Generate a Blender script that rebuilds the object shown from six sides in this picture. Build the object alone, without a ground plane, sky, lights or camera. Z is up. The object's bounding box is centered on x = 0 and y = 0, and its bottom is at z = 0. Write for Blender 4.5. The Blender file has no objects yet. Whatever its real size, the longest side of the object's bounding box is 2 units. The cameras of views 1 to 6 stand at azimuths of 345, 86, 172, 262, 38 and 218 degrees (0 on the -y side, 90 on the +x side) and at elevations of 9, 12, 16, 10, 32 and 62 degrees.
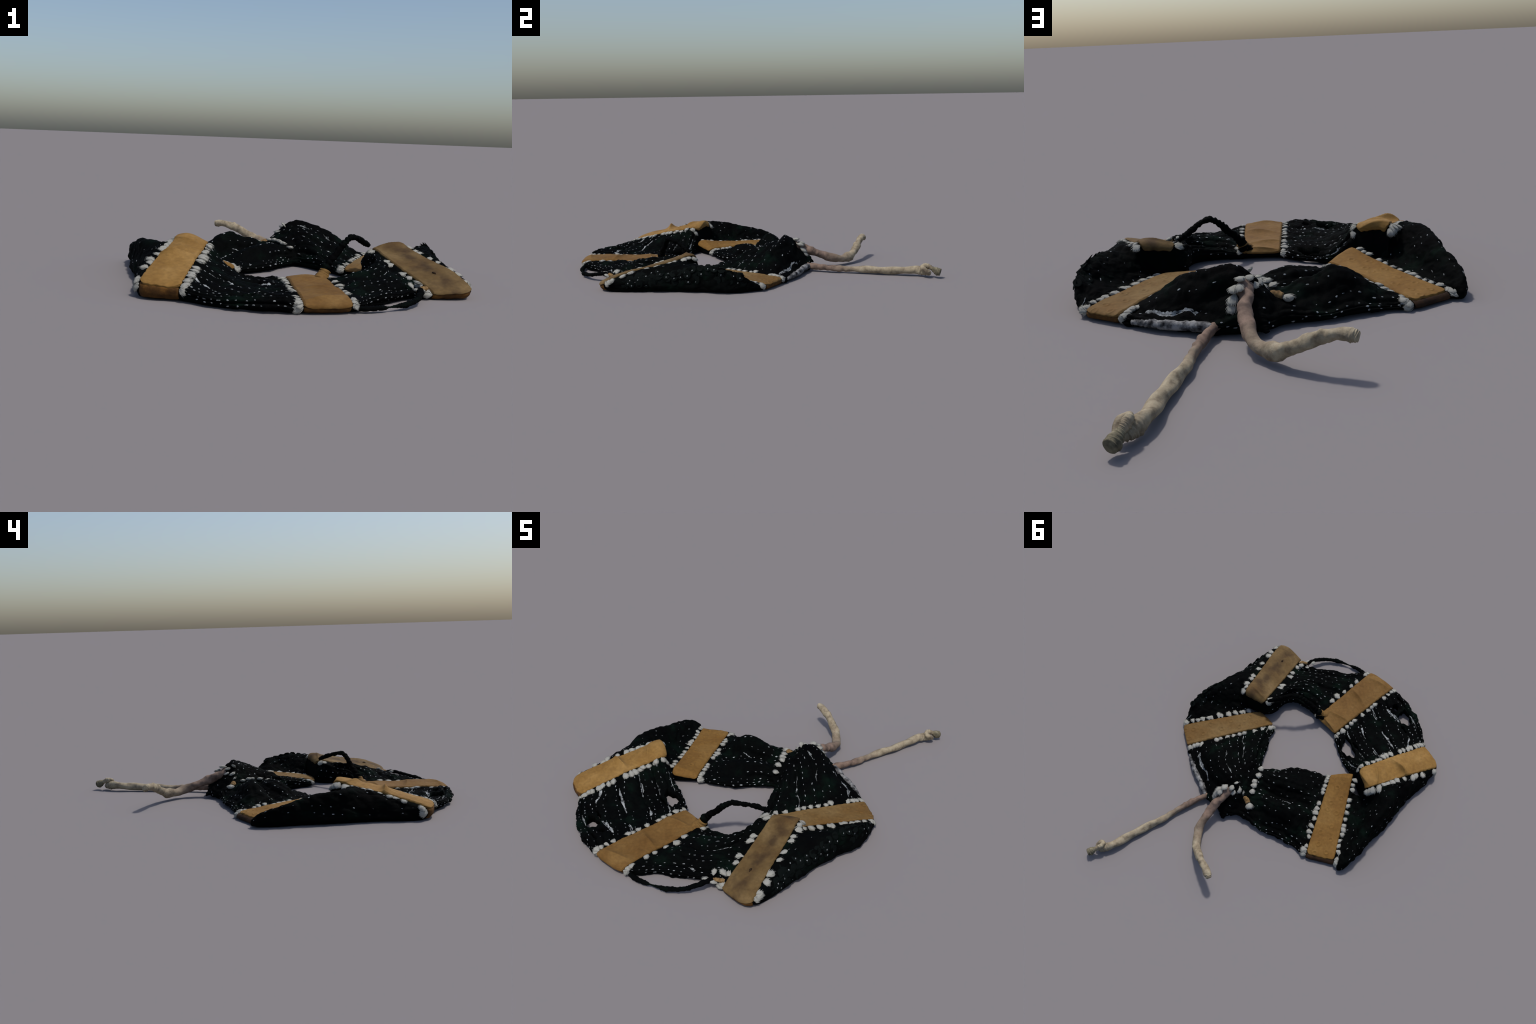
"""Feathered hide headband: a ring of six black guinea-fowl hide panels, five tan
leather straps laid across it, white down tufts along the seams, two cords."""
import bpy, math, random
import numpy as np
from mathutils import Vector, Matrix, noise

random.seed(7)
rng = np.random.default_rng(7)

# ------------------------------------------------------------------ helpers
def catmull(p0, p1, p2, p3, t):
    return 0.5 * ((2 * p1) + (-p0 + p2) * t + (2 * p0 - 5 * p1 + 4 * p2 - p3) * t * t
                  + (-p0 + 3 * p1 - 3 * p2 + p3) * t ** 3)


def curve_at(points, t):
    """Open Catmull-Rom curve through the rows of points, t in [0, n-1]."""
    n = len(points)
    i = min(int(max(t, 0)), n - 2)
    f = t - i
    p1, p2 = points[i], points[i + 1]
    p0 = points[i - 1] if i > 0 else 2 * p1 - p2
    p3 = points[i + 2] if i + 2 < n else 2 * p2 - p1
    return catmull(p0, p1, p2, p3, f)


def fbm(p, scale, octaves=3, seed=0.0):
    q = Vector((p[0] / scale + seed, p[1] / scale - seed * 0.7, p[2] / scale + seed * 1.3))
    return noise.fractal(q, 1.0, 2.0, octaves)


def smooth(a, b, x):
    t = min(max((x - a) / (b - a), 0.0), 1.0)
    return t * t * (3 - 2 * t)


def new_object(name, verts, faces, material, parent=None, smooth_shade=True):
    me = bpy.data.meshes.new(name)
    me.from_pydata([tuple(v) for v in verts], [], faces)
    me.validate()
    if smooth_shade:
        me.polygons.foreach_set("use_smooth", [True] * len(me.polygons))
    mats = material if isinstance(material, (list, tuple)) else [material]
    for m in mats:
        me.materials.append(m)
    ob = bpy.data.objects.new(name, me)
    bpy.context.collection.objects.link(ob)
    if parent:
        ob.parent = parent
    return ob


# ---------------------------------------------------------------- materials
def material(name, roughness=0.8, specular=0.2):
    m = bpy.data.materials.new(name)
    m.use_nodes = True
    nt = m.node_tree
    b = nt.nodes["Principled BSDF"]
    b.inputs["Roughness"].default_value = roughness
    b.inputs["Specular IOR Level"].default_value = specular
    return m, nt, b


def coords(nt, scale=(1, 1, 1), rot=(0, 0, 0)):
    tc = nt.nodes.new("ShaderNodeTexCoord")
    mp = nt.nodes.new("ShaderNodeMapping")
    mp.inputs["Scale"].default_value = scale
    mp.inputs["Rotation"].default_value = rot
    nt.links.new(tc.outputs["Object"], mp.inputs["Vector"])
    return mp.outputs["Vector"]


def noise_tex(nt, vec, scale, detail=4, rough=0.6):
    n = nt.nodes.new("ShaderNodeTexNoise")
    n.inputs["Scale"].default_value = scale
    n.inputs["Detail"].default_value = detail
    n.inputs["Roughness"].default_value = rough
    nt.links.new(vec, n.inputs["Vector"])
    return n.outputs["Fac"]


def ramp(nt, fac, stops):
    r = nt.nodes.new("ShaderNodeValToRGB")
    e = r.color_ramp.elements
    while len(e) < len(stops):
        e.new(0.5)
    for el, (pos, col) in zip(e, stops):
        el.position = pos
        el.color = (*col, 1)
    nt.links.new(fac, r.inputs["Fac"])
    return r.outputs["Color"]


def mix(nt, fac, a, b, mode="MIX"):
    m = nt.nodes.new("ShaderNodeMix")
    m.data_type = "RGBA"
    m.blend_type = mode
    for sock, val in ((m.inputs[0], fac), (m.inputs[6], a), (m.inputs[7], b)):
        if isinstance(val, (int, float)):
            sock.default_value = val
        elif isinstance(val, tuple):
            sock.default_value = (*val, 1)
        else:
            nt.links.new(val, sock)
    return m.outputs[2]


def bump(nt, bsdf, height, strength, distance):
    b = nt.nodes.new("ShaderNodeBump")
    b.inputs["Strength"].default_value = strength
    b.inputs["Distance"].default_value = distance
    nt.links.new(height, b.inputs["Height"])
    nt.links.new(b.outputs["Normal"], bsdf.inputs["Normal"])


def hide_material():
    m, nt, b = material("black_hide", 0.75, 0.02)
    v = coords(nt)
    col = ramp(nt, noise_tex(nt, v, 9, 5), [(0.35, (0.0012, 0.0012, 0.0014)), (0.55, (0.0016, 0.0022, 0.0021)),
                                            (0.72, (0.0024, 0.0065, 0.0045))])
    flecks = ramp(nt, noise_tex(nt, v, 120, 3), [(0.68, (0, 0, 0)), (0.8, (0.006, 0.0065, 0.0065))])
    nt.links.new(mix(nt, 1.0, col, flecks, "ADD"), b.inputs["Base Color"])
    bump(nt, b, noise_tex(nt, v, 160, 4, 0.7), 0.5, 0.004)
    return m


def leather_material(name, light, mid, dark, stain, stain_amount):
    m, nt, b = material(name, 0.78, 0.2)
    v = coords(nt)
    col = ramp(nt, noise_tex(nt, v, 7, 5, 0.55), [(0.3, dark), (0.5, mid), (0.7, light)])
    fine = ramp(nt, noise_tex(nt, coords(nt, (1, 1, 2)), 60, 4, 0.65), [(0.3, (0.8, 0.78, 0.75)), (0.65, (1.08, 1.08, 1.08))])
    col = mix(nt, 1.0, col, fine, "MULTIPLY")
    mask = ramp(nt, noise_tex(nt, v, 11, 3, 0.5), [(0.56, (0, 0, 0)), (0.75, (stain_amount,) * 3)])
    col = mix(nt, mask, col, stain)
    nt.links.new(col, b.inputs["Base Color"])
    bump(nt, b, noise_tex(nt, v, 140, 5, 0.7), 0.35, 0.003)
    return m


def add_centre_stain(m, across, offset, half_width, colour, amount):
    """Dirt rubbed in along the middle of a strap: a soft band about the line across.p = offset."""
    nt = m.node_tree
    b = nt.nodes["Principled BSDF"]
    old = b.inputs["Base Color"].links[0].from_socket
    v = coords(nt)
    dot = nt.nodes.new("ShaderNodeVectorMath")
    dot.operation = "DOT_PRODUCT"
    dot.inputs[1].default_value = (*across, 0)
    nt.links.new(v, dot.inputs[0])
    sub = nt.nodes.new("ShaderNodeMath")
    sub.operation = "SUBTRACT"
    sub.inputs[1].default_value = offset
    nt.links.new(dot.outputs["Value"], sub.inputs[0])
    ab = nt.nodes.new("ShaderNodeMath")
    ab.operation = "ABSOLUTE"
    nt.links.new(sub.outputs[0], ab.inputs[0])
    band = nt.nodes.new("ShaderNodeMapRange")
    band.interpolation_type = "SMOOTHSTEP"
    band.inputs["From Min"].default_value = half_width
    band.inputs["From Max"].default_value = 0.004
    nt.links.new(ab.outputs[0], band.inputs["Value"])
    patch = ramp(nt, noise_tex(nt, v, 14, 4), [(0.38, (0, 0, 0)), (0.62, (amount,) * 3)])
    mul = nt.nodes.new("ShaderNodeMath")
    mul.operation = "MULTIPLY"
    nt.links.new(band.outputs["Result"], mul.inputs[0])
    nt.links.new(patch, mul.inputs[1])
    nt.links.new(mix(nt, mul.outputs[0], old, colour), b.inputs["Base Color"])


def plain_material(name, stops, scale, bump_scale=120, bump_strength=0.4, rough=0.85, spec=0.15):
    m, nt, b = material(name, rough, spec)
    v = coords(nt)
    nt.links.new(ramp(nt, noise_tex(nt, v, scale, 5), stops), b.inputs["Base Color"])
    bump(nt, b, noise_tex(nt, v, bump_scale, 4, 0.7), bump_strength, 0.003)
    return m


HIDE = hide_material()
LEATHER = {
    "ochre": leather_material("ochre_leather", (0.265, 0.155, 0.048), (0.215, 0.118, 0.030), (0.175, 0.090, 0.020), (0.14, 0.07, 0.018), 0.35),
    "amber": leather_material("amber_leather", (0.175, 0.100, 0.030), (0.145, 0.076, 0.019), (0.115, 0.056, 0.012), (0.095, 0.043, 0.009), 0.4),
    "tawny": leather_material("tawny_leather", (0.200, 0.112, 0.030), (0.172, 0.090, 0.020), (0.140, 0.068, 0.013), (0.12, 0.054, 0.010), 0.4),
    "olive": leather_material("olive_leather", (0.165, 0.105, 0.040), (0.138, 0.080, 0.025), (0.125, 0.062, 0.014), (0.095, 0.045, 0.010), 0.35),
    "umber": leather_material("umber_leather", (0.160, 0.106, 0.046), (0.120, 0.076, 0.028), (0.088, 0.050, 0.016), (0.045, 0.024, 0.009), 0.9),
}
add_centre_stain(LEATHER["umber"], (0.99, 0.141), 0.380, 0.040, (0.040, 0.022, 0.009), 0.85)
LEATHER_END = plain_material("brown_leather_end", [(0.3, (0.035, 0.016, 0.005)), (0.5, (0.075, 0.034, 0.008)), (0.7, (0.15, 0.068, 0.014))], 22)
DARK_END = plain_material("dark_leather_end", [(0.3, (0.010, 0.006, 0.004)), (0.7, (0.045, 0.021, 0.009))], 22)
DOWN = plain_material("white_down", [(0.30, (0.13, 0.115, 0.09)), (0.47, (0.33, 0.325, 0.29)), (0.70, (0.43, 0.435, 0.41))], 60, 260, 0.6, 0.95, 0.05)
SPOT = plain_material("white_spot", [(0.35, (0.03, 0.033, 0.034)), (0.65, (0.34, 0.36, 0.37))], 38)
GREY_ROLL = plain_material("grey_rolled_skin", [(0.38, (0.006, 0.006, 0.007)), (0.5, (0.09, 0.09, 0.092)), (0.62, (0.25, 0.25, 0.25))], 26)
QUILL = plain_material("tan_quill", [(0.3, (0.10, 0.055, 0.02)), (0.7, (0.28, 0.18, 0.08))], 60)


def cord_material():
    m, nt, b = material("rawhide_cord", 0.8, 0.2)
    v = coords(nt)
    base = ramp(nt, noise_tex(nt, v, 30, 5), [(0.3, (0.14, 0.11, 0.075)), (0.5, (0.275, 0.228, 0.155)), (0.7, (0.37, 0.32, 0.225))])
    pink = ramp(nt, noise_tex(nt, v, 26, 4), [(0.3, (0.085, 0.06, 0.047)), (0.7, (0.24, 0.165, 0.125))])
    # handled part near the knot: pinkish, fading to straw colour along y
    sep = nt.nodes.new("ShaderNodeSeparateXYZ")
    nt.links.new(coords(nt), sep.inputs[0])
    rng_node = nt.nodes.new("ShaderNodeMapRange")
    rng_node.inputs["From Min"].default_value = 0.42
    rng_node.inputs["From Max"].default_value = 0.60
    nt.links.new(sep.outputs["Y"], rng_node.inputs["Value"])
    col = mix(nt, rng_node.outputs["Result"], pink, base)
    nt.links.new(col, b.inputs["Base Color"])
    bump(nt, b, noise_tex(nt, v, 130, 4, 0.7), 0.5, 0.003)
    return m


CORD = cord_material()
CORD_END = plain_material("soiled_cord", [(0.3, (0.06, 0.052, 0.035)), (0.6, (0.17, 0.15, 0.10)), (0.75, (0.25, 0.22, 0.15))], 40)

# ------------------------------------------------- cross-sections of the band
# Each runs from the inner ground line to the outer one: (inner xy, outer xy,
# five heights, five positions along). Ground at both ends.
T0 = (0.05, 0.25, 0.5, 0.75, 0.95)
SECTIONS = [
    # strap A, high at its inner end
    ((0.474, -0.304), (0.584, -0.794), (0.148, 0.132, 0.110, 0.090, 0.050), (0.06, 0.27, 0.5, 0.75, 0.97)),
    ((0.345, -0.335), (0.418, -0.800), (0.124, 0.112, 0.082, 0.056, 0.029), (0.06, 0.25, 0.5, 0.75, 0.97)),
    # hide panel A to B
    ((0.303, -0.385), (0.355, -0.790), (0.112, 0.114, 0.084, 0.050, 0.026), T0),
    ((0.296, -0.465), (0.302, -0.812), (0.088, 0.106, 0.086, 0.058, 0.030), T0),
    ((0.255, -0.525), (0.217, -0.852), (0.068, 0.088, 0.076, 0.054, 0.030), T0),
    ((0.170, -0.540), (0.112, -0.905), (0.050, 0.066, 0.060, 0.048, 0.030), T0),
    # strap B
    ((0.068, -0.522), (0.008, -0.993), (0.038, 0.044, 0.040, 0.044, 0.036), (0.04, 0.25, 0.5, 0.75, 0.97)),
    ((-0.085, -0.495), (-0.168, -0.987), (0.034, 0.040, 0.038, 0.042, 0.036), (0.04, 0.25, 0.5, 0.75, 0.97)),
    # hide panel B to C
    ((-0.140, -0.445), (-0.245, -0.970), (0.032, 0.030, 0.034, 0.036, 0.058), (0.05, 0.25, 0.5, 0.75, 0.94)),
    ((-0.205, -0.400), (-0.350, -0.932), (0.030, 0.032, 0.036, 0.033, 0.052), (0.05, 0.25, 0.5, 0.75, 0.94)),
    ((-0.280, -0.358), (-0.455, -0.868), (0.046, 0.064, 0.058, 0.043, 0.042), (0.07, 0.25, 0.5, 0.75, 0.95)),
    # strap C, high at its inner end
    ((-0.362, -0.308), (-0.562, -0.758), (0.146, 0.136, 0.116, 0.086, 0.055), (0.08, 0.27, 0.5, 0.75, 0.97)),
    ((-0.472, -0.232), (-0.697, -0.674), (0.162, 0.150, 0.126, 0.098, 0.064), (0.06, 0.25, 0.5, 0.75, 0.96)),
    # hide panel C to D folds round its inner corner as a fan; its outer wall stands steep
    ((-0.450, -0.235), (-0.682, -0.420), (0.060, 0.130, 0.156, 0.134, 0.060), (0.06, 0.28, 0.5, 0.78, 0.95)),
    ((-0.425, -0.240), (-0.680, -0.200), (0.036, 0.060, 0.118, 0.154, 0.085), (0.06, 0.30, 0.58, 0.82, 0.96)),
    ((-0.410, -0.230), (-0.662, -0.015), (0.036, 0.030, 0.052, 0.120, 0.100), (0.05, 0.25, 0.55, 0.82, 0.97)),
    ((-0.400, -0.215), (-0.658, 0.110), (0.036, 0.029, 0.036, 0.086, 0.088), (0.05, 0.30, 0.58, 0.85, 0.97)),
    ((-0.385, -0.250), (-0.628, 0.196), (0.046, 0.034, 0.032, 0.048, 0.038), (0.05, 0.30, 0.60, 0.85, 0.97)),
    # strap D
    ((-0.345, -0.312), (-0.582, 0.188), (0.072, 0.056, 0.042, 0.035, 0.029), (0.04, 0.25, 0.5, 0.75, 0.95)),
    ((-0.240, -0.240), (-0.434, 0.250), (0.040, 0.042, 0.041, 0.037, 0.029), (0.04, 0.25, 0.5, 0.75, 0.95)),
    # hide panel D to the knot, with a hump toward its outer edge
    ((-0.200, -0.218), (-0.345, 0.240), (0.034, 0.042, 0.035, 0.070, 0.030), (0.06, 0.26, 0.48, 0.71, 0.95)),
    ((-0.120, -0.182), (-0.235, 0.258), (0.037, 0.072, 0.046, 0.134, 0.044), (0.06, 0.28, 0.50, 0.71, 0.95)),
    ((-0.030, -0.128), (-0.115, 0.288), (0.042, 0.100, 0.056, 0.112, 0.042), (0.06, 0.28, 0.50, 0.69, 0.95)),
    ((0.075, -0.035), (-0.005, 0.288), (0.042, 0.086, 0.078, 0.088, 0.050), (0.05, 0.17, 0.45, 0.68, 0.95)),
    # gathered cone at the knot
    ((0.118, -0.030), (0.060, 0.325), (0.048, 0.090, 0.118, 0.132, 0.050), (0.05, 0.22, 0.48, 0.70, 0.95)),
    ((0.140, -0.060), (0.160, 0.340), (0.050, 0.110, 0.156, 0.182, 0.070), (0.04, 0.24, 0.48, 0.66, 0.95)),
    # hide panel from the knot to strap E
    ((0.162, -0.110), (0.258, 0.318), (0.060, 0.104, 0.146, 0.168, 0.046), (0.06, 0.24, 0.48, 0.70, 0.95)),
    ((0.190, -0.180), (0.355, 0.256), (0.054, 0.076, 0.112, 0.144, 0.038), (0.06, 0.25, 0.50, 0.71, 0.95)),
    ((0.220, -0.245), (0.468, 0.195), (0.038, 0.050, 0.066, 0.085, 0.033), (0.05, 0.25, 0.50, 0.72, 0.95)),
    # strap E, its inner end tucked below strap A
    ((0.248, -0.295), (0.550, 0.137), (0.033, 0.038, 0.039, 0.039, 0.032), (0.04, 0.25, 0.5, 0.75, 0.97)),
    ((0.370, -0.320), (0.664, 0.047), (0.027, 0.038, 0.037, 0.036, 0.030), (0.04, 0.25, 0.5, 0.75, 0.97)),
    # hide panel E to A fans round its inner corner, outer wall steep
    ((0.395, -0.290), (0.697, -0.015), (0.027, 0.034, 0.038, 0.056, 0.052), (0.05, 0.30, 0.55, 0.84, 0.97)),
    ((0.410, -0.285), (0.720, -0.090), (0.030, 0.034, 0.044, 0.084, 0.100), (0.05, 0.30, 0.55, 0.82, 0.96)),
    ((0.425, -0.285), (0.708, -0.185), (0.036, 0.050, 0.072, 0.112, 0.116), (0.08, 0.33, 0.58, 0.82, 0.95)),
    ((0.438, -0.292), (0.682, -0.295), (0.036, 0.058, 0.104, 0.136, 0.120), (0.07, 0.28, 0.54, 0.78, 0.94)),
    ((0.458, -0.298), (0.638, -0.505), (0.070, 0.128, 0.132, 0.110, 0.078), (0.07, 0.28, 0.52, 0.76, 0.95)),
]
STRAPS = {"A": 0, "B": 6, "C": 11, "D": 18, "E": 29}      # index of the first edge section
KNOT = 23
N_SEC = len(SECTIONS)


def section_points(sec):
    """Nine points: the edge bulges at about half its height and tucks in to the ground below."""
    inner, outer, zs, ts = sec
    inner, outer = np.array(inner), np.array(outer)
    d = (outer - inner) / np.linalg.norm(outer - inner)
    inner, outer = inner - d * 0.007, outer - d * 0.009
    rows = []
    for end, sign, z in ((inner, 1, zs[0]), (outer, -1, zs[-1])):
        tuck = min(0.020, 0.55 * z)
        rows.append([(*(end + sign * d * tuck), 0.0), (*end, min(0.45 * z, 0.032))])
    body = [(*(inner + (outer - inner) * t), z) for t, z in zip(ts, zs)]
    return np.array(rows[0] + body + rows[1][::-1])


CONTROL = np.array([section_points(s) for s in SECTIONS])


# one phantom point past each end of every section keeps the curve open
EXT = np.concatenate([2 * CONTROL[:, :1] - CONTROL[:, 1:2], CONTROL, 2 * CONTROL[:, -1:] - CONTROL[:, -2:-1]], axis=1)


def base_surface(u, v):
    """Point of the band: u runs round the ring by section, v in [-1,7] inner to outer.
    Takes numbers or arrays of equal shape."""
    u, v = np.broadcast_arrays(np.asarray(u, float), np.asarray(v, float))
    i = np.floor(u).astype(int)
    j = np.clip(np.floor(v).astype(int), -1, 6)
    fu, fv = (u - i)[..., None], (v - j)[..., None]
    q = [catmull(*(EXT[(i + k) % N_SEC, j + 1 + m] for m in range(4)), fv) for k in (-1, 0, 1, 2)]
    p = catmull(*q, fu)
    p[..., 2] = np.maximum(p[..., 2], 0.0)
    return p


def unit(a):
    return a / (np.linalg.norm(a, axis=-1, keepdims=True) + 1e-12)


def base_frame(u, v):
    e = 0.02
    u, v = np.asarray(u, float), np.asarray(v, float)
    p = base_surface(u, v)
    du = base_surface(u + e, v) - base_surface(u - e, v)
    dv = base_surface(u, np.minimum(v + e, 7)) - base_surface(u, np.maximum(v - e, -1))
    return p, unit(np.cross(dv, du)) * SIGN, unit(du), unit(dv)


SIGN = 1.0
SIGN = 1.0 if base_frame(6.5, 3)[1][2] > 0 else -1.0      # normals point up

PANELS = {            # name: (first section, last section)
    "AB": (1, 6), "BC": (7, 11), "CD": (12, 18), "DK": (19, KNOT + 0.5), "KE": (KNOT + 0.5, 29), "EA": (30, 36),
}


def crease(x):
    """Soft ridges with sharp valleys between them, period 1, range about -0.5 to 0.5."""
    return abs(math.sin(math.pi * x)) ** 0.7 - 0.6


RIBS = 2.4                              # strands per unit of v
RIBBED = ("AB", "BC", "DK", "KE")


def relief(panel, u, v, p):
    """Folds, ribs and lumps of a hide panel, metres along the normal."""
    a, b = PANELS[panel]
    s = (u - a) / (b - a)
    w = smooth(-1.0, 0.2, v) * smooth(7.0, 6.1, v)
    rim = smooth(5.2, 6.0, v) * smooth(7.0, 6.5, v) + smooth(0.6, 0.0, v) * smooth(-1.0, -0.5, v)
    edge = smooth(0.0, 0.15, s) * smooth(1.0, 0.85, s)
    h = 0.009 * fbm(p, 0.075, 3, 1.0) * (0.4 + 0.6 * edge) + 0.0038 * fbm(p, 0.024, 3, 4.0) + 0.010 * rim * fbm(p, 0.055, 2, 15.0)
    wob = 0.35 * fbm((p[0], p[1], 0), 0.12, 2, 9.0)
    if panel in RIBBED:
        h += 0.0055 * (0.3 + 0.7 * edge) * crease(RIBS * (v + 0.5 * wob))
    if panel == "AB":
        h += 0.020 * edge * crease(0.62 * (v + 0.8 * wob) + 0.35 * s)
    elif panel == "BC":
        h += 0.011 * (0.35 + 0.65 * edge) * crease(1.2 * (v + 0.5 * wob))
        h += 0.004 * edge * math.sin((v + wob) * 3.0 + 5 * s)
    elif panel == "CD":
        h += 0.007 * edge * crease(0.5 * v + 1.2 * s + 1.5 * wob)
    elif panel == "DK":
        h += 0.013 * edge * crease(0.55 * (v + 1.3 * wob) + 0.6 * s)
    elif panel == "KE":
        h += 0.020 * smooth(0.08, 0.4, s) * smooth(1.0, 0.9, s) * crease(0.85 * (v + 0.9 * wob))
    elif panel == "EA":
        h += 0.006 * edge * crease(0.4 * v + 1.1 * s + 1.4 * wob)
    # sink below the straps so that the leather lies over the hide
    under = 0.0
    if panel != "KE":
        under += smooth(0.03, -0.05, u - a)
    if panel != "DK":
        under += smooth(-0.03, 0.05, u - b)
    return h * w * (1 - under) - 0.004 * under


def panel_point(panel, u, v):
    """Surface of a hide panel with its relief; numbers or arrays."""
    p, n, du, dv = base_frame(u, v)
    if p.ndim == 1:
        h = relief(panel, float(u), float(v), p)
    else:
        uu, vv = np.broadcast_arrays(u, v)
        h = np.array([relief(panel, *x) for x in zip(uu.ravel().tolist(), vv.ravel().tolist(), p.reshape(-1, 3).tolist())]).reshape(uu.shape)[..., None]
    q = p + n * h
    q[..., 2] = np.maximum(q[..., 2], 0.0)
    return q, n, du, dv


def v_samples(n):
    """Denser sampling toward the two ground edges."""
    x = np.linspace(0, 1, n)
    return -1 + 8 * (x - 0.35 * np.sin(2 * np.pi * x) / (2 * np.pi) * 0.6)


ROOT = bpy.data.objects.new("feathered_headband", None)
bpy.context.collection.objects.link(ROOT)
ROOT["label"] = "black spotted feather headband ring with tan leather straps and cords"
ROOT["category"] = "headband"

NV = 190
panel_objects = {}
for name, (a, b) in PANELS.items():
    ua = a - (0.5 if float(a).is_integer() else 0.0)
    ub = b + (0.5 if float(b).is_integer() else 0.0)
    nu = int(26 * (ub - ua)) if name not in ("AB", "BC") else int(34 * (ub - ua))
    us, vs = np.linspace(ua, ub, nu), v_samples(NV)
    uu, vv = np.meshgrid(us, vs, indexing="ij")
    verts = panel_point(name, uu, vv)[0].reshape(-1, 3)
    faces = [(i * NV + j, i * NV + j + 1, (i + 1) * NV + j + 1, (i + 1) * NV + j) for i in range(nu - 1) for j in range(NV - 1)]
    # flat underside and end caps close the body
    faces += [(i * NV, (i + 1) * NV, (i + 1) * NV + NV - 1, i * NV + NV - 1) for i in range(nu - 1)]
    faces += [tuple(range(NV))[::-1], tuple((nu - 1) * NV + j for j in range(NV))]
    panel_objects[name] = new_object("hide_panel", verts, faces, HIDE, ROOT)


def recalc(ob):
    import bmesh
    bm = bmesh.new()
    bm.from_mesh(ob.data)
    bmesh.ops.recalc_face_normals(bm, faces=bm.faces)
    bm.to_mesh(ob.data)
    bm.free()


for ob in panel_objects.values():
    recalc(ob)

GROOVES = {"BC": (1.2, 0.5, 0.0), "KE": (0.85, 0.9, 0.0), "DK": (0.55, 1.3, 0.6), "AB": (0.62, 0.8, 0.35), "EA": (0.4, 3.5, 1.1), "CD": (0.5, 3.0, 1.2)}


def groove_v(panel, k, u, s):
    """v of the k-th valley between folds (see relief)."""
    f, wobble, slant = GROOVES[panel]
    v = (k - slant * s) / f
    for _ in range(3):
        p = base_surface(u, min(max(v, 0), 6))
        v = (k - slant * s) / f - wobble * 0.35 * fbm((p[0], p[1], 0), 0.12, 2, 9.0)
    return min(max(v, 0.3), 5.9)


# tears in the hide of panel BC: (centre, half length, half width, direction in degrees)
TEARS = [((-0.205, -0.462), 0.070, 0.033, 142), ((-0.347, -0.848), 0.052, 0.036, 145), ((-0.262, -0.868), 0.024, 0.017, 145)]


# long slits that follow the valleys between strands: (valley, s from, s to, half width)
SLITS = [(2, 0.40, 0.60, 0.008), (3, 0.30, 0.48, 0.010), (4, 0.62, 0.88, 0.011), (5, 0.60, 0.74, 0.008), (6, 0.22, 0.36, 0.008)]


def cut_tears(ob):
    verts, faces = [], []
    a, b = PANELS["BC"]
    for k, s0, s1, half in SLITS:
        n, off = 14, len(verts)
        left, right = [], []
        for i in range(n):
            f = i / (n - 1)
            s = s0 + (s1 - s0) * f
            u = a + (b - a) * s
            p, _, _, dv = base_frame(u, groove_v("BC", k, u, s))
            w = half * math.sin(math.pi * (0.04 + 0.92 * f)) ** 0.7 * (1 + 0.35 * math.sin(9 * f + k))
            left.append(p - dv * w)
            right.append(p + dv * w)
        loop = left + right[::-1]
        for z in (-0.05, 0.2):
            verts += [(q[0], q[1], z) for q in loop]
        m = len(loop)
        faces += [(off + i, off + (i + 1) % m, off + m + (i + 1) % m, off + m + i) for i in range(m)]
        faces += [tuple(off + i for i in range(m))[::-1], tuple(off + m + i for i in range(m))]
    for k, (c, la, lb, deg) in enumerate(TEARS):
        n, off = 28, len(verts)
        ca, sa = math.cos(math.radians(deg)), math.sin(math.radians(deg))
        for z in (-0.05, 0.2):
            for i in range(n):
                t = 2 * math.pi * i / n
                r = 1 + 0.16 * math.sin(3 * t + k) + 0.09 * math.sin(7 * t + 2 * k)
                x, y = la * r * math.cos(t), lb * r * math.sin(t) * (1 + 0.25 * math.cos(t))
                verts.append((c[0] + x * ca - y * sa, c[1] + x * sa + y * ca, z))
        faces += [(off + i, off + (i + 1) % n, off + n + (i + 1) % n, off + n + i) for i in range(n)]
        faces += [tuple(off + i for i in range(n))[::-1], tuple(off + n + i for i in range(n))]
    cutter = new_object("tear_cutter", verts, faces, HIDE)
    recalc(cutter)
    mod = ob.modifiers.new("tears", "BOOLEAN")
    mod.operation, mod.object, mod.solver = "DIFFERENCE", cutter, "EXACT"
    dg = bpy.context.evaluated_depsgraph_get()
    me = bpy.data.meshes.new_from_object(ob.evaluated_get(dg))
    ob.modifiers.clear()
    ob.data = me
    bpy.data.objects.remove(cutter)


cut_tears(panel_objects["BC"])

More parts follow.
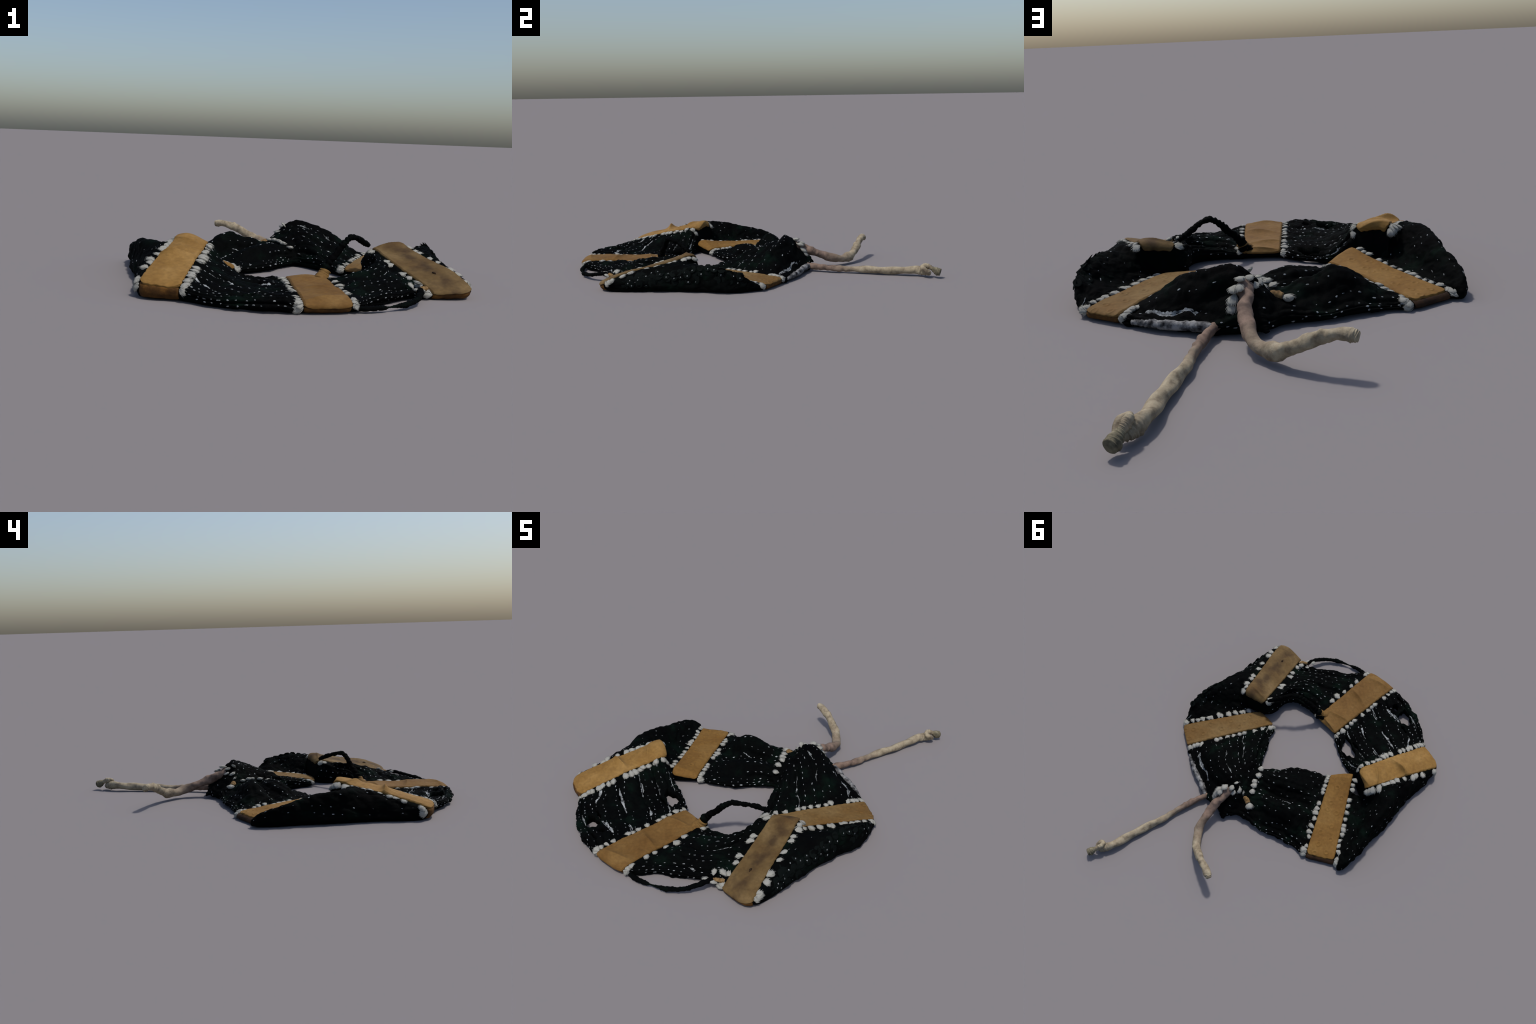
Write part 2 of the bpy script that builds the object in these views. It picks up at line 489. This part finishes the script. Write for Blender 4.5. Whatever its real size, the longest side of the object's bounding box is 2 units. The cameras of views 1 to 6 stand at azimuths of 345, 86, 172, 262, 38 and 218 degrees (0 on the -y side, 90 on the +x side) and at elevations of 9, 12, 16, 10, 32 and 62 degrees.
# ------------------------------------------------------------ leather straps
# strap: leather, v range, wrinkles (v position, height, width), ring stamps
STRAP_SPECS = {
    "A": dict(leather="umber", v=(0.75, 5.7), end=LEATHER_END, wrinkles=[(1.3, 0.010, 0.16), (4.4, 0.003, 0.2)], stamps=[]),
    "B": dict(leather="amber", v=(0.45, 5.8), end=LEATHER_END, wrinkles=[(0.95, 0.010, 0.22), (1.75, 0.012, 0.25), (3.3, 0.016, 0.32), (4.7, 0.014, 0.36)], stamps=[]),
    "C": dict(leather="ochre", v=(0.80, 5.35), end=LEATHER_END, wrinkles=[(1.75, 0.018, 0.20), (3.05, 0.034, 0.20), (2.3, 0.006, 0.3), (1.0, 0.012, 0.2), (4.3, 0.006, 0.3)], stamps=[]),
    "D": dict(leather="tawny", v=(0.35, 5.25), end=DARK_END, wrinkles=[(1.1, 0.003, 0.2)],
              stamps=[(0.30, 2.2), (0.62, 2.45), (0.35, 2.9), (0.68, 2.75), (0.40, 3.5), (0.70, 3.8), (0.32, 4.1), (0.66, 4.4), (0.36, 4.75), (0.7, 4.95), (0.55, 1.7)]),
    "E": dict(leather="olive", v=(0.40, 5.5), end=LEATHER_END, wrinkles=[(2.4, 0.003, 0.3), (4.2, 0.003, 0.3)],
              stamps=[(0.35, 1.6), (0.55, 2.1), (0.3, 2.5), (0.68, 2.7), (0.4, 3.3), (0.72, 3.7), (0.35, 4.2), (0.65, 4.6), (0.3, 5.0), (0.7, 5.2), (0.7, 1.7)]),
}
STRAP_LIFT = 0.0075


def strap_relief(spec, stamp_at, w, v, p):
    h = 0.0022 * fbm(p, 0.06, 3, 2.0)
    for k, (vc, amp, wid) in enumerate(spec["wrinkles"]):
        vk = vc + 0.35 * (w - 0.5) * (1 if k % 2 else -1)
        across = math.exp(-((w - 0.5 - 0.12 * math.sin(k * 2.1)) / 0.36) ** 2)
        d = (v - vk) / wid
        h += amp * across * math.exp(-abs(d) ** 1.1 * (2.2 if d < 0 else 0.9))
    for a in stamp_at:
        r = math.hypot(a[0] - p[0], a[1] - p[1])
        if r < 0.024:
            h += 0.0022 * math.exp(-((r - 0.0115) / 0.0032) ** 2) - 0.0012 * math.exp(-(r / 0.006) ** 2)
    return h


straps = {}
for name, spec in STRAP_SPECS.items():
    u0 = STRAPS[name]
    nw, nv = 64, 190
    v0, v1 = spec["v"]
    vs = np.linspace(v0, v1, nv)
    W, V, LIFT = np.zeros((nw, nv)), np.zeros((nw, nv)), np.zeros((nw, nv))
    stamp_at = [base_surface(u0 + sw, sv) for sw, sv in spec["stamps"]]
    for i in range(nw):
        w = i / (nw - 1)
        side = (w - 0.5) * 2
        for j, v in enumerate(vs):
            frac = j / (nv - 1)
            # ragged cut edges and slightly rounded corners
            jag = 0.030 * noise.noise(Vector((v * 7.0, w * 3, u0))) + 0.014 * noise.noise(Vector((v * 31.0, w * 3, u0)))
            W[i, j] = w + jag * abs(side) ** 3 * (1 if side > 0 else -1)
            corner = 2.6 * max(0, abs(side) - 0.62) ** 2
            ev = 0.10 * noise.noise(Vector((w * 9, frac, u0 + 3.3)))
            V[i, j] = v + (corner + ev * 0.5) * max(0, 1 - frac * 12) - (corner + ev) * max(0, 1 - (1 - frac) * 12)
    P, NRM, _, _ = base_frame(u0 + W, V)
    for i in range(nw):
        side = (i / (nw - 1) - 0.5) * 2
        for j in range(nv):
            frac = j / (nv - 1)
            rim = smooth(1.0, 0.90, abs(side)) * smooth(0, 0.02, frac) * smooth(1, 0.98, frac)
            LIFT[i, j] = STRAP_LIFT + strap_relief(spec, stamp_at, W[i, j], V[i, j], P[i, j]) - 0.005 * (1 - rim)
    top = (P + NRM * LIFT[..., None]).reshape(-1, 3)
    low = (P - NRM * 0.007).reshape(-1, 3)
    top[:, 2], low[:, 2] = np.maximum(top[:, 2], 0.002), np.maximum(low[:, 2], 0.001)
    N = len(top)
    idx = lambda i, j: i * nv + j
    faces = [(idx(i, j), idx(i, j + 1), idx(i + 1, j + 1), idx(i + 1, j)) for i in range(nw - 1) for j in range(nv - 1)]
    faces += [tuple(N + k for k in f[::-1]) for f in faces]
    border = [idx(0, j) for j in range(nv)] + [idx(i, nv - 1) for i in range(1, nw)] + \
             [idx(nw - 1, j) for j in range(nv - 2, -1, -1)] + [idx(i, 0) for i in range(nw - 2, 0, -1)]
    faces += [(border[k], border[(k + 1) % len(border)], N + border[(k + 1) % len(border)], N + border[k]) for k in range(len(border))]
    ob = new_object("leather_strap", np.vstack([top, low]), faces, LEATHER[spec["leather"]], ROOT)
    recalc(ob)
    straps[name] = ob

    # the strap's turned-down outer end, a darker brown band with a ragged top line
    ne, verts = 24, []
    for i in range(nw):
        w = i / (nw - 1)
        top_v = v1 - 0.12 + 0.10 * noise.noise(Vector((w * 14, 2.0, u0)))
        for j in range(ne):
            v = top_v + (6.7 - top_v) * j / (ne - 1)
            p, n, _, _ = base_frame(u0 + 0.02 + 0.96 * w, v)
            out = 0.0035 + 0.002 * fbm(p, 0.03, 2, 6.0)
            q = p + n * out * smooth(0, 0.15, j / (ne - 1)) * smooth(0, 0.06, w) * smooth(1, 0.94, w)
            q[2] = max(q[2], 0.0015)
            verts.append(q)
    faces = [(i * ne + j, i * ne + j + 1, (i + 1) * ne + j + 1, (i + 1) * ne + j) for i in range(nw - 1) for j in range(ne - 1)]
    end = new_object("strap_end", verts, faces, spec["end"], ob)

# --------------------------------------------------------------- white tufts
import bmesh


def tuft_mesh(k):
    """Puff of down: root at the origin, streaming along +x, unit length. A soft core
    with many tapering barbs fanning over it."""
    r = random.Random(100 + k)
    bm = bmesh.new()
    bmesh.ops.create_icosphere(bm, subdivisions=3, radius=0.5)
    for v in bm.verts:
        c = v.co.copy()
        lump = 0.25 * noise.noise(Vector((c.x * 2.2, c.y * 4, c.z * 4)) + Vector((k * 3.1, 0, 0)))
        width = 0.55 + 0.45 * smooth(-0.5, 0.1, c.x)
        v.co = Vector((c.x * 0.86 * (1 + 0.3 * lump) + 0.40, c.y * 0.86 * width * (1 + lump), c.z * 0.60 * width * (1 + lump)))
    for _ in range(46):
        side, lift = r.uniform(-1, 1), r.uniform(0.05, 1) ** 0.7
        length = r.uniform(0.62, 1.0) * (1 - 0.22 * side * side)
        start = Vector((r.uniform(0.0, 0.25), 0.16 * side, 0.06 * lift))
        end = Vector((length, 0.50 * side + r.uniform(-0.1, 0.1), 0.16 * lift + r.uniform(-0.08, 0.05)))
        belly = (start + end) / 2 + Vector((0, 0.10 * side, 0.20 * lift))
        rad = r.uniform(0.028, 0.060)
        rings = []
        for i in range(5):
            t = i / 4
            p = start * (1 - t) ** 2 + belly * 2 * t * (1 - t) + end * t * t
            w = rad * (0.35 + 1.5 * t * (1 - t) * 2) * (1 - 0.85 * t ** 3)
            rings.append([bm.verts.new(p + Vector((0, w * math.cos(a), w * 0.8 * math.sin(a)))) for a in (0.5, 2.6, 4.7)])
        for i in range(4):
            for m in range(3):
                bm.faces.new((rings[i][m], rings[i][(m + 1) % 3], rings[i + 1][(m + 1) % 3], rings[i + 1][m]))
        bm.faces.new(rings[-1])
    me = bpy.data.meshes.new("feather_tuft")
    bm.to_mesh(me)
    bm.free()
    me.polygons.foreach_set("use_smooth", [True] * len(me.polygons))
    me.materials.append(DOWN)
    return me


TUFTS = [tuft_mesh(k) for k in range(7)]


def place_tuft(p, along, normal, length, width, height=None, parent=ROOT):
    x = Vector(along).normalized()
    z = Vector(normal)
    z = (z - x * z.dot(x)).normalized()
    y = z.cross(x)
    ob = bpy.data.objects.new("feather_tuft", random.choice(TUFTS))
    height = height or width
    m = Matrix((x * length, y * width, z * height)).transposed().to_4x4()
    m.translation = Vector(p)
    bpy.context.collection.objects.link(ob)
    ob.parent = parent
    ob.matrix_world = m
    return ob


# seam: (edge section, side the down streams to, panel, v positions)
def spread(v0, v1, n, skip=()):
    out = []
    for i in range(n):
        if i in skip:
            continue
        out.append(v0 + (v1 - v0) * (i + random.uniform(-0.28, 0.28)) / (n - 1))
    return out


SEAMS = [
    (1, +1, "AB", spread(1.0, 5.6, 14, (2, 3, 6, 9)), 0.037),
    (0, -1, "EA", spread(1.1, 5.6, 15, (5, 8, 11)), 0.038),
    (6, -1, "AB", spread(0.6, 5.8, 16, (3, 4, 8, 11)), 0.035),
    (7, +1, "BC", spread(0.3, 5.9, 21, (3, 8, 13)), 0.035),
    (11, -1, "BC", spread(0.8, 5.8, 23, (11,)), 0.036),
    (12, +1, "CD", spread(0.9, 5.7, 20, (10, 14, 15)), 0.040),
    (18, -1, "CD", spread(1.1, 5.8, 19, (3, 14)), 0.034),
    (19, +1, "DK", spread(0.3, 5.9, 24, (8, 13, 17)), 0.034),
    (29, -1, "KE", spread(0.3, 5.9, 22, (7, 14)), 0.034),
    (30, +1, "EA", spread(1.5, 5.7, 18, (5, 13)), 0.035),
]
for sec, side, panel, vs, size in SEAMS:
    for v in vs:
        # step a few millimetres off the strap edge, in metres along u
        _, _, du, _ = base_frame(sec + 0.01 * side, v)
        step = 0.0
        u = sec
        a = base_surface(sec, v)
        while np.linalg.norm(base_surface(u, v) - a) < 0.001 and abs(u - sec) < 0.5:
            u += 0.01 * side
        p, n, du, dv = panel_point(panel, u, v)
        d = du * side + dv * random.uniform(-0.45, 0.45) - n * 0.05
        L = size * random.uniform(0.75, 1.45)
        place_tuft(p + n * 0.001, d, n, L, size * random.uniform(0.75, 1.1), size * random.uniform(0.55, 0.85))

# ------------------------------------------------------ spots and white streaks
def add_spot(verts, faces, p, n, x, y, rx, ry, h):
    k, off = 7, len(verts)
    verts.append(p + n * h)
    for ring, (rad, hh) in enumerate(((0.62, 0.7), (1.0, -0.4))):
        for i in range(k):
            t = 2 * math.pi * i / k
            r = rad * (1 + 0.22 * math.sin(2 * t + rx * 4000) + 0.12 * math.sin(3 * t + ry * 9000))
            verts.append(p + x * rx * r * math.cos(t) + y * ry * r * math.sin(t) + n * h * hh)
    for i in range(k):
        j = (i + 1) % k
        faces.append((off, off + 1 + i, off + 1 + j))
        faces.append((off + 1 + i, off + 1 + k + i, off + 1 + k + j, off + 1 + j))


def in_tear(p):
    for c, la, lb, deg in TEARS:
        ca, sa = math.cos(math.radians(deg)), math.sin(math.radians(deg))
        dx, dy = p[0] - c[0], p[1] - c[1]
        x, y = dx * ca + dy * sa, -dx * sa + dy * ca
        if (x / (la * 1.25)) ** 2 + (y / (lb * 1.35)) ** 2 < 1:
            return True
    return False


# panel: row spacing (m), spot spacing (m), share kept, mean radius
SPOTTING = {"AB": (0.034, 0.034, 0.75, 0.0033), "BC": (0.026, 0.030, 0.85, 0.0034), "CD": (0.040, 0.046, 0.5, 0.0032),
            "DK": (0.032, 0.036, 0.78, 0.0035), "KE": (0.030, 0.034, 0.75, 0.0034), "EA": (0.038, 0.046, 0.6, 0.0034)}


def row_positions(panel, spacing):
    a, b = PANELS[panel]
    mid = (a + b) / 2
    vs = np.linspace(-0.3, 6.2, 260)
    pts = base_surface(mid, vs)
    acc = np.concatenate([[0], np.cumsum(np.linalg.norm(np.diff(pts, axis=0), axis=1))])
    return np.interp(np.arange(0.012, acc[-1] - 0.004, spacing), acc, vs)


for panel, (row_gap, gap, keep, rad) in SPOTTING.items():
    a, b = PANELS[panel]
    verts, faces = [], []
    rows = [(k + 0.5) / RIBS for k in range(0, 15)] if panel in RIBBED else row_positions(panel, row_gap)
    for k, v in enumerate(rows):
        us = np.linspace(a + 0.02, b - 0.02, 160)
        pts = base_surface(us, v)
        acc = np.concatenate([[0], np.cumsum(np.linalg.norm(np.diff(pts, axis=0), axis=1))])
        if acc[-1] < 0.05:
            continue
        s = 0.03 + gap * (0.5 if k % 2 else 0.1)
        while s < acc[-1] - 0.03:
            u = float(np.interp(s, acc, us))
            s += gap * random.uniform(0.75, 1.3)
            patch = noise.noise(Vector((u * 1.3, v * 0.9, 11.0 + len(panel))))
            if random.random() > keep + 0.35 * patch:
                continue
            if panel in RIBBED:
                p = base_surface(u, min(v, 6))
                vv = v - 0.5 * 0.35 * fbm((p[0], p[1], 0), 0.12, 2, 9.0) + random.uniform(-0.04, 0.04)
            else:
                vv = v + 0.12 * noise.noise(Vector((u * 2.0, v, 5.0))) + random.uniform(-0.06, 0.06)
            p, n, x, y = panel_point(panel, u, min(max(vv, -0.3), 6.3))
            if panel == "EA" and vv > 3.9:
                continue
            if panel == "BC" and in_tear(p):
                continue
            r = rad * random.uniform(0.5, 1.3)
            add_spot(verts, faces, p, n, x, y, r * random.uniform(1.1, 2.1), r * random.uniform(0.65, 0.95), 0.0009)
    ob = new_object("white_spots", verts, faces, SPOT, panel_objects[panel])
    ob["kind"] = "stuff"

# streaks of bare white down where the hide has parted: (panel, v, s from, s to, half width)
STREAKS = [
    ("BC", 1, 0.62, 0.90, 0.005), ("BC", 2, 0.10, 0.34, 0.006), ("BC", 2, 0.62, 0.80, 0.005), ("BC", 3, 0.20, 0.48, 0.007), ("BC", 3, 0.66, 0.94, 0.007),
    ("BC", 4, 0.05, 0.34, 0.009), ("BC", 4, 0.50, 0.88, 0.007), ("BC", 5, 0.20, 0.56, 0.010), ("BC", 5, 0.78, 0.98, 0.008), ("BC", 6, 0.55, 0.75, 0.006),
    ("KE", 2, 0.52, 0.95, 0.005), ("KE", 4, 0.52, 0.90, 0.011), ("KE", 3, 0.32, 0.48, 0.005), ("KE", 3, 0.62, 0.72, 0.004),
    ("DK", 3, 0.02, 0.12, 0.006), ("DK", 2, 0.45, 0.56, 0.004), ("AB", 2, 0.36, 0.52, 0.004), ("AB", 3, 0.52, 0.60, 0.005),
    ("EA", 2, 0.08, 0.14, 0.004), ("CD", 3, 0.90, 0.97, 0.004),
]
groups = {}
for panel, k_fold, s0, s1, half in STREAKS:
    verts, faces = groups.setdefault(panel, ([], []))
    a, b = PANELS[panel]
    n, off = 46, len(verts)
    for i in range(n):
        f = i / (n - 1)
        u = a + (b - a) * (s0 + (s1 - s0) * f)
        v = k_fold * 1.7
        vc = groove_v(panel, k_fold, u, s0 + (s1 - s0) * f)
        wide = half * (math.sin(math.pi * f) ** 0.6) * (0.8 + 0.9 * noise.noise(Vector((f * 7, v * 3, 1.0))))
        for j, (k, h) in enumerate(((-1, -0.0006), (-0.5, 0.0012), (0, 0.0018), (0.5, 0.0012), (1, -0.0006))):
            rag = wide * (1 + 0.9 * noise.noise(Vector((f * 40, k * 2 + 7, v))))
            speed = np.linalg.norm(base_surface(u, min(vc + 0.05, 6)) - base_surface(u, vc)) / 0.05 + 1e-6
            q, nn, _, _ = panel_point(panel, u, min(max(vc + min(max(k * rag / speed, -0.22), 0.22), 0), 6.2))
            verts.append(q + nn * h)
    faces += [(off + i * 5 + j, off + i * 5 + j + 1, off + i * 5 + j + 6, off + i * 5 + j + 5) for i in range(n - 1) for j in range(4)]
for panel, (verts, faces) in groups.items():
    ob = new_object("down_streaks", verts, faces, SPOT, panel_objects[panel])
    ob["kind"] = "stuff"

# ----------------------------------------------------------------- tubes
def tube(name, path, radii, mat, twist=0.0, lump=0.12, strands=0, samples=None, sides=20, squash=1.0, seed=0.0, parent=ROOT):
    path, radii = np.array(path, float), np.array(radii, float)
    n = samples or 14 * len(path)
    ts = np.linspace(0, len(path) - 1, n)
    pts = np.array([curve_at(path, t) for t in ts])
    rr = np.array([max(curve_at(radii[:, None], t)[0], 0.001) for t in ts])
    acc = np.concatenate([[0], np.cumsum(np.linalg.norm(np.diff(pts, axis=0), axis=1))])
    verts, faces = [], []
    ref = np.array([0, 0, 1.0])
    for i in range(n):
        d = pts[min(i + 1, n - 1)] - pts[max(i - 1, 0)]
        d /= np.linalg.norm(d)
        x = np.cross(d, ref)
        x = x / np.linalg.norm(x) if np.linalg.norm(x) > 1e-3 else np.array([1.0, 0, 0])
        y = np.cross(x, d)
        for k in range(sides):
            a = 2 * math.pi * k / sides
            q = pts[i] + rr[i] * (x * math.cos(a) + y * squash * math.sin(a))
            r = rr[i] * (1 + lump * fbm(q, rr[i] * 2.2, 3, seed))
            if strands:
                r *= 1 + 0.10 * math.sin(strands * a + twist * acc[i])
            q = pts[i] + r * (x * math.cos(a) + y * squash * math.sin(a))
            q[2] = max(q[2], 0.001)
            verts.append(q)
    faces = [(i * sides + k, i * sides + (k + 1) % sides, (i + 1) * sides + (k + 1) % sides, (i + 1) * sides + k) for i in range(n - 1) for k in range(sides)]
    faces += [tuple(range(sides))[::-1], tuple((n - 1) * sides + k for k in range(sides))]
    ob = new_object(name, verts, faces, mat, parent)
    recalc(ob)
    return ob


# straight cord lying on the ground, ending in a knot and a frayed bulb
tube("cord", [(0.215, 0.270, 0.029), (0.250, 0.325, 0.026), (0.298, 0.440, 0.022), (0.330, 0.555, 0.020), (0.368, 0.655, 0.020), (0.402, 0.755, 0.022),
              (0.430, 0.845, 0.027), (0.450, 0.893, 0.031), (0.468, 0.916, 0.027), (0.486, 0.928, 0.024), (0.496, 0.920, 0.034), (0.490, 0.904, 0.046),
              (0.476, 0.904, 0.054), (0.472, 0.922, 0.058), (0.482, 0.942, 0.052), (0.492, 0.955, 0.043)],
     [0.021, 0.018, 0.016, 0.016, 0.018, 0.020, 0.022, 0.022, 0.020, 0.016, 0.015, 0.015, 0.015, 0.014, 0.012, 0.009], CORD, twist=45, strands=2, lump=0.26, samples=330, seed=3)
# its darkened cut end
tube("cord_end", [(0.488, 0.950, 0.048), (0.497, 0.962, 0.041), (0.505, 0.976, 0.034), (0.512, 0.989, 0.031)], [0.011, 0.016, 0.021, 0.018], CORD_END, lump=0.2, samples=26, seed=11)
# raised cord leaving the mouth of the gathered cone
tube("cord", [(0.132, 0.225, 0.130), (0.132, 0.285, 0.112), (0.143, 0.345, 0.088), (0.143, 0.430, 0.060), (0.122, 0.512, 0.037), (0.084, 0.568, 0.041), (0.038, 0.608, 0.063),
              (-0.018, 0.642, 0.096), (-0.069, 0.664, 0.114), (-0.110, 0.686, 0.117), (-0.130, 0.696, 0.113)],
     [0.029, 0.024, 0.023, 0.022, 0.024, 0.024, 0.022, 0.021, 0.019, 0.019, 0.014], CORD, twist=45, strands=2, lump=0.26, samples=230, seed=5)

# pale rolled skin edge leading to the straight cord
tube("rolled_edge", [(0.500, 0.165, 0.018), (0.440, 0.205, 0.022), (0.385, 0.235, 0.024), (0.330, 0.262, 0.025), (0.285, 0.285, 0.027), (0.245, 0.310, 0.027)],
     [0.008, 0.013, 0.016, 0.015, 0.017, 0.016], GREY_ROLL, lump=0.3, samples=110, seed=2)

# thin hide thong drooping outside panel AB, pinched in the middle
tube("hide_loop", [(0.005, -0.955, 0.022), (0.040, -0.972, 0.014), (0.090, -0.976, 0.013), (0.135, -0.970, 0.013), (0.160, -0.964, 0.014), (0.225, -0.945, 0.016), (0.285, -0.910, 0.022),
                   (0.325, -0.865, 0.032), (0.352, -0.815, 0.042), (0.360, -0.785, 0.036)],
     [0.010, 0.012, 0.012, 0.010, 0.004, 0.012, 0.011, 0.013, 0.012, 0.010], HIDE, lump=0.35, samples=170, squash=0.8, seed=6)
# stiff thong arching up from the inner end of strap B
tube("hide_loop", [(0.050, -0.535, 0.035), (0.068, -0.528, 0.065), (0.100, -0.513, 0.108), (0.144, -0.494, 0.155), (0.185, -0.478, 0.188), (0.214, -0.463, 0.197), (0.250, -0.428, 0.187),
                   (0.271, -0.405, 0.177), (0.300, -0.380, 0.163), (0.330, -0.358, 0.146)],
     [0.030, 0.022, 0.016, 0.014, 0.012, 0.012, 0.011, 0.012, 0.012, 0.009], HIDE, lump=0.5, samples=170, seed=7)
tube("loop_root", [(0.035, -0.560, 0.030), (0.058, -0.540, 0.044), (0.072, -0.530, 0.068)], [0.026, 0.028, 0.0215], LEATHER["amber"], lump=0.2, samples=40, seed=9)

# ------------------------------------------------------------ knot details
MOUTH = [((0.165, 0.272, 0.120), (0.35, 0.6, -0.5), 0.055), ((0.160, 0.250, 0.142), (0.25, 0.7, -0.2), 0.055), ((0.142, 0.228, 0.162), (0.1, 0.8, 0.0), 0.050),
         ((0.122, 0.205, 0.158), (-0.3, 0.7, -0.1), 0.046), ((0.098, 0.185, 0.140), (-0.5, 0.6, -0.3), 0.052), ((0.115, 0.180, 0.160), (-0.2, 0.3, 0.3), 0.036),
         ((0.172, 0.285, 0.098), (0.3, 0.6, -0.6), 0.050), ((0.150, 0.262, 0.150), (0.1, 0.8, -0.3), 0.048), ((0.082, 0.182, 0.118), (-0.5, 0.5, -0.4), 0.048), ((0.108, 0.215, 0.138), (-0.4, 0.8, -0.3), 0.045)]
for p, d, L in MOUTH:
    place_tuft(p, d, (0.1, 0.2, 1), L, L * 0.75, L * 0.55)
for p in [(0.103, 0.008, 0.082), (0.086, 0.048, 0.094), (0.074, 0.085, 0.100), (0.060, 0.125, 0.102), (0.042, 0.160, 0.098)]:
    L = random.uniform(0.034, 0.044)
    place_tuft(p, (-0.6, random.uniform(-0.5, 0.3), 0.1), (0, 0, 1), L, L * 0.9, L * 0.7)
tube("quill_stub", [(0.055, 0.205, 0.085), (0.030, 0.203, 0.082), (0.006, 0.212, 0.078)], [0.012, 0.014, 0.013], QUILL, lump=0.3, samples=30)
place_tuft((0.008, 0.208, 0.078), (-0.7, 0.5, -0.1), (0, 0, 1), 0.05, 0.048, 0.04)
# torn flap of hide below the mouth
tube("torn_flap", [(0.110, 0.290, 0.060), (0.095, 0.325, 0.035), (0.078, 0.356, 0.014)], [0.04, 0.03, 0.008], HIDE, lump=0.4, samples=40, squash=0.45)
# frayed quills at the outer corner of strap A
for p, d, L in [((0.385, -0.790, 0.030), (-0.8, -0.4, 0.3), 0.045), ((0.350, -0.800, 0.040), (-0.5, -0.5, 0.1), 0.040), ((0.395, -0.745, 0.050), (-0.9, 0.1, 0.3), 0.045), ((0.345, -0.770, 0.040), (-0.2, 0.5, 0.4), 0.035)]:
    place_tuft(p, d, (0, 0, 1), L, L * 0.7, L * 0.5)
tube("quill_stub", [(0.405, -0.765, 0.036), (0.380, -0.780, 0.040), (0.350, -0.792, 0.034)], [0.009, 0.009, 0.006], QUILL, lump=0.4, samples=36)

# ------------------------------------------- overlapping feathers of panel EA
def feather_mesh():
    """Rounded contour feather, unit width, root at the origin, tip along -y, low dome."""
    verts, faces, n, m = [], [], 12, 7
    for i in range(n):
        t = i / (n - 1)
        half = 0.5 * math.sqrt(max(1 - max(0, (t - 0.45) / 0.55) ** 2, 0.0004)) * (0.6 + 0.4 * smooth(0, 0.35, t))
        for j in range(m):
            q = j / (m - 1) * 2 - 1
            verts.append((q * half, -t * 1.1, 0.035 * t + 0.05 * (1 - q * q) - 0.05 * smooth(0.7, 1, t)))
    top = len(verts)
    verts += [(x, y, z - 0.05) for x, y, z in verts]
    faces = [(i * m + j, i * m + j + 1, (i + 1) * m + j + 1, (i + 1) * m + j) for i in range(n - 1) for j in range(m - 1)]
    faces += [tuple(top + k for k in f[::-1]) for f in faces]
    rim = [i * m for i in range(n)] + [(n - 1) * m + j for j in range(1, m)] + [i * m + m - 1 for i in range(n - 2, -1, -1)] + list(range(m - 2, 0, -1))
    faces += [(rim[k], rim[(k + 1) % len(rim)], top + rim[(k + 1) % len(rim)], top + rim[k]) for k in range(len(rim))]
    me = bpy.data.meshes.new("feather")
    me.from_pydata(verts, [], faces)
    me.polygons.foreach_set("use_smooth", [True] * len(me.polygons))
    me.materials.append(FEATHER)
    return me


FEATHER = plain_material("black_feather", [(0.3, (0.0016, 0.0019, 0.0021)), (0.5, (0.0032, 0.0048, 0.0045)), (0.7, (0.0065, 0.0095, 0.0085))], 26, 140, 0.4, 0.75, 0.03)
FEATHER_MESH = feather_mesh()
fr = random.Random(21)
tip_verts, tip_faces = [], []
for row, v in enumerate(np.linspace(4.1, 5.6, 5)):
    a, b = PANELS["EA"]
    us = np.linspace(a + 1.5, b - 0.35, 120)
    pts = base_surface(us, v)
    acc = np.concatenate([[0], np.cumsum(np.linalg.norm(np.diff(pts, axis=0), axis=1))])
    s = 0.02 + (0.018 if row % 2 else 0.0)
    while s < acc[-1] - 0.02:
        u = float(np.interp(s, acc, us))
        s += 0.036 * fr.uniform(0.85, 1.15)
        p, n, x, y = panel_point("EA", u, v)
        xx, zz = Vector(x), Vector(n)
        if n[2] > 0.86 or p[2] < 0.025:
            continue
        down = Vector((n[0], n[1], -0.9))                     # outward and down the wall
        size = 0.036 * fr.uniform(0.85, 1.15)
        yy = -(down - zz * down.dot(zz) + xx * fr.uniform(-0.25, 0.25)).normalized()
        xx = yy.cross(zz)
        ob = bpy.data.objects.new("feather", FEATHER_MESH)
        m4 = Matrix((xx * size, yy * size, zz * size * 0.5)).transposed().to_4x4()
        m4.translation = Vector(p) - zz * 0.0012 + yy * size * 0.5
        bpy.context.collection.objects.link(ob)
        ob.parent = panel_objects["EA"]
        ob.matrix_world = m4
        if fr.random() < 0.6:
            q = np.array(m4.translation) - np.array(yy) * size * 0.72 + np.array(zz) * size * 0.030
            add_spot(tip_verts, tip_faces, q, np.array(zz), np.array(xx), np.array(yy), 0.0045, 0.0042, 0.001)
ob = new_object("white_spots", tip_verts, tip_faces, SPOT, panel_objects["EA"])
ob["kind"] = "stuff"

# dark inside of a slit in strap A, modelled as a small shadow-coloured lens
SLIT_SHADOW = plain_material("slit_shadow", [(0.4, (0.012, 0.007, 0.003)), (0.6, (0.03, 0.016, 0.007))], 40)
tube("slit_shadow_lens", [(0.476, -0.666, 0.082), (0.478, -0.678, 0.0835), (0.480, -0.690, 0.081)], [0.002, 0.006, 0.002], SLIT_SHADOW, lump=0.2, samples=20, squash=0.6, parent=straps["A"])
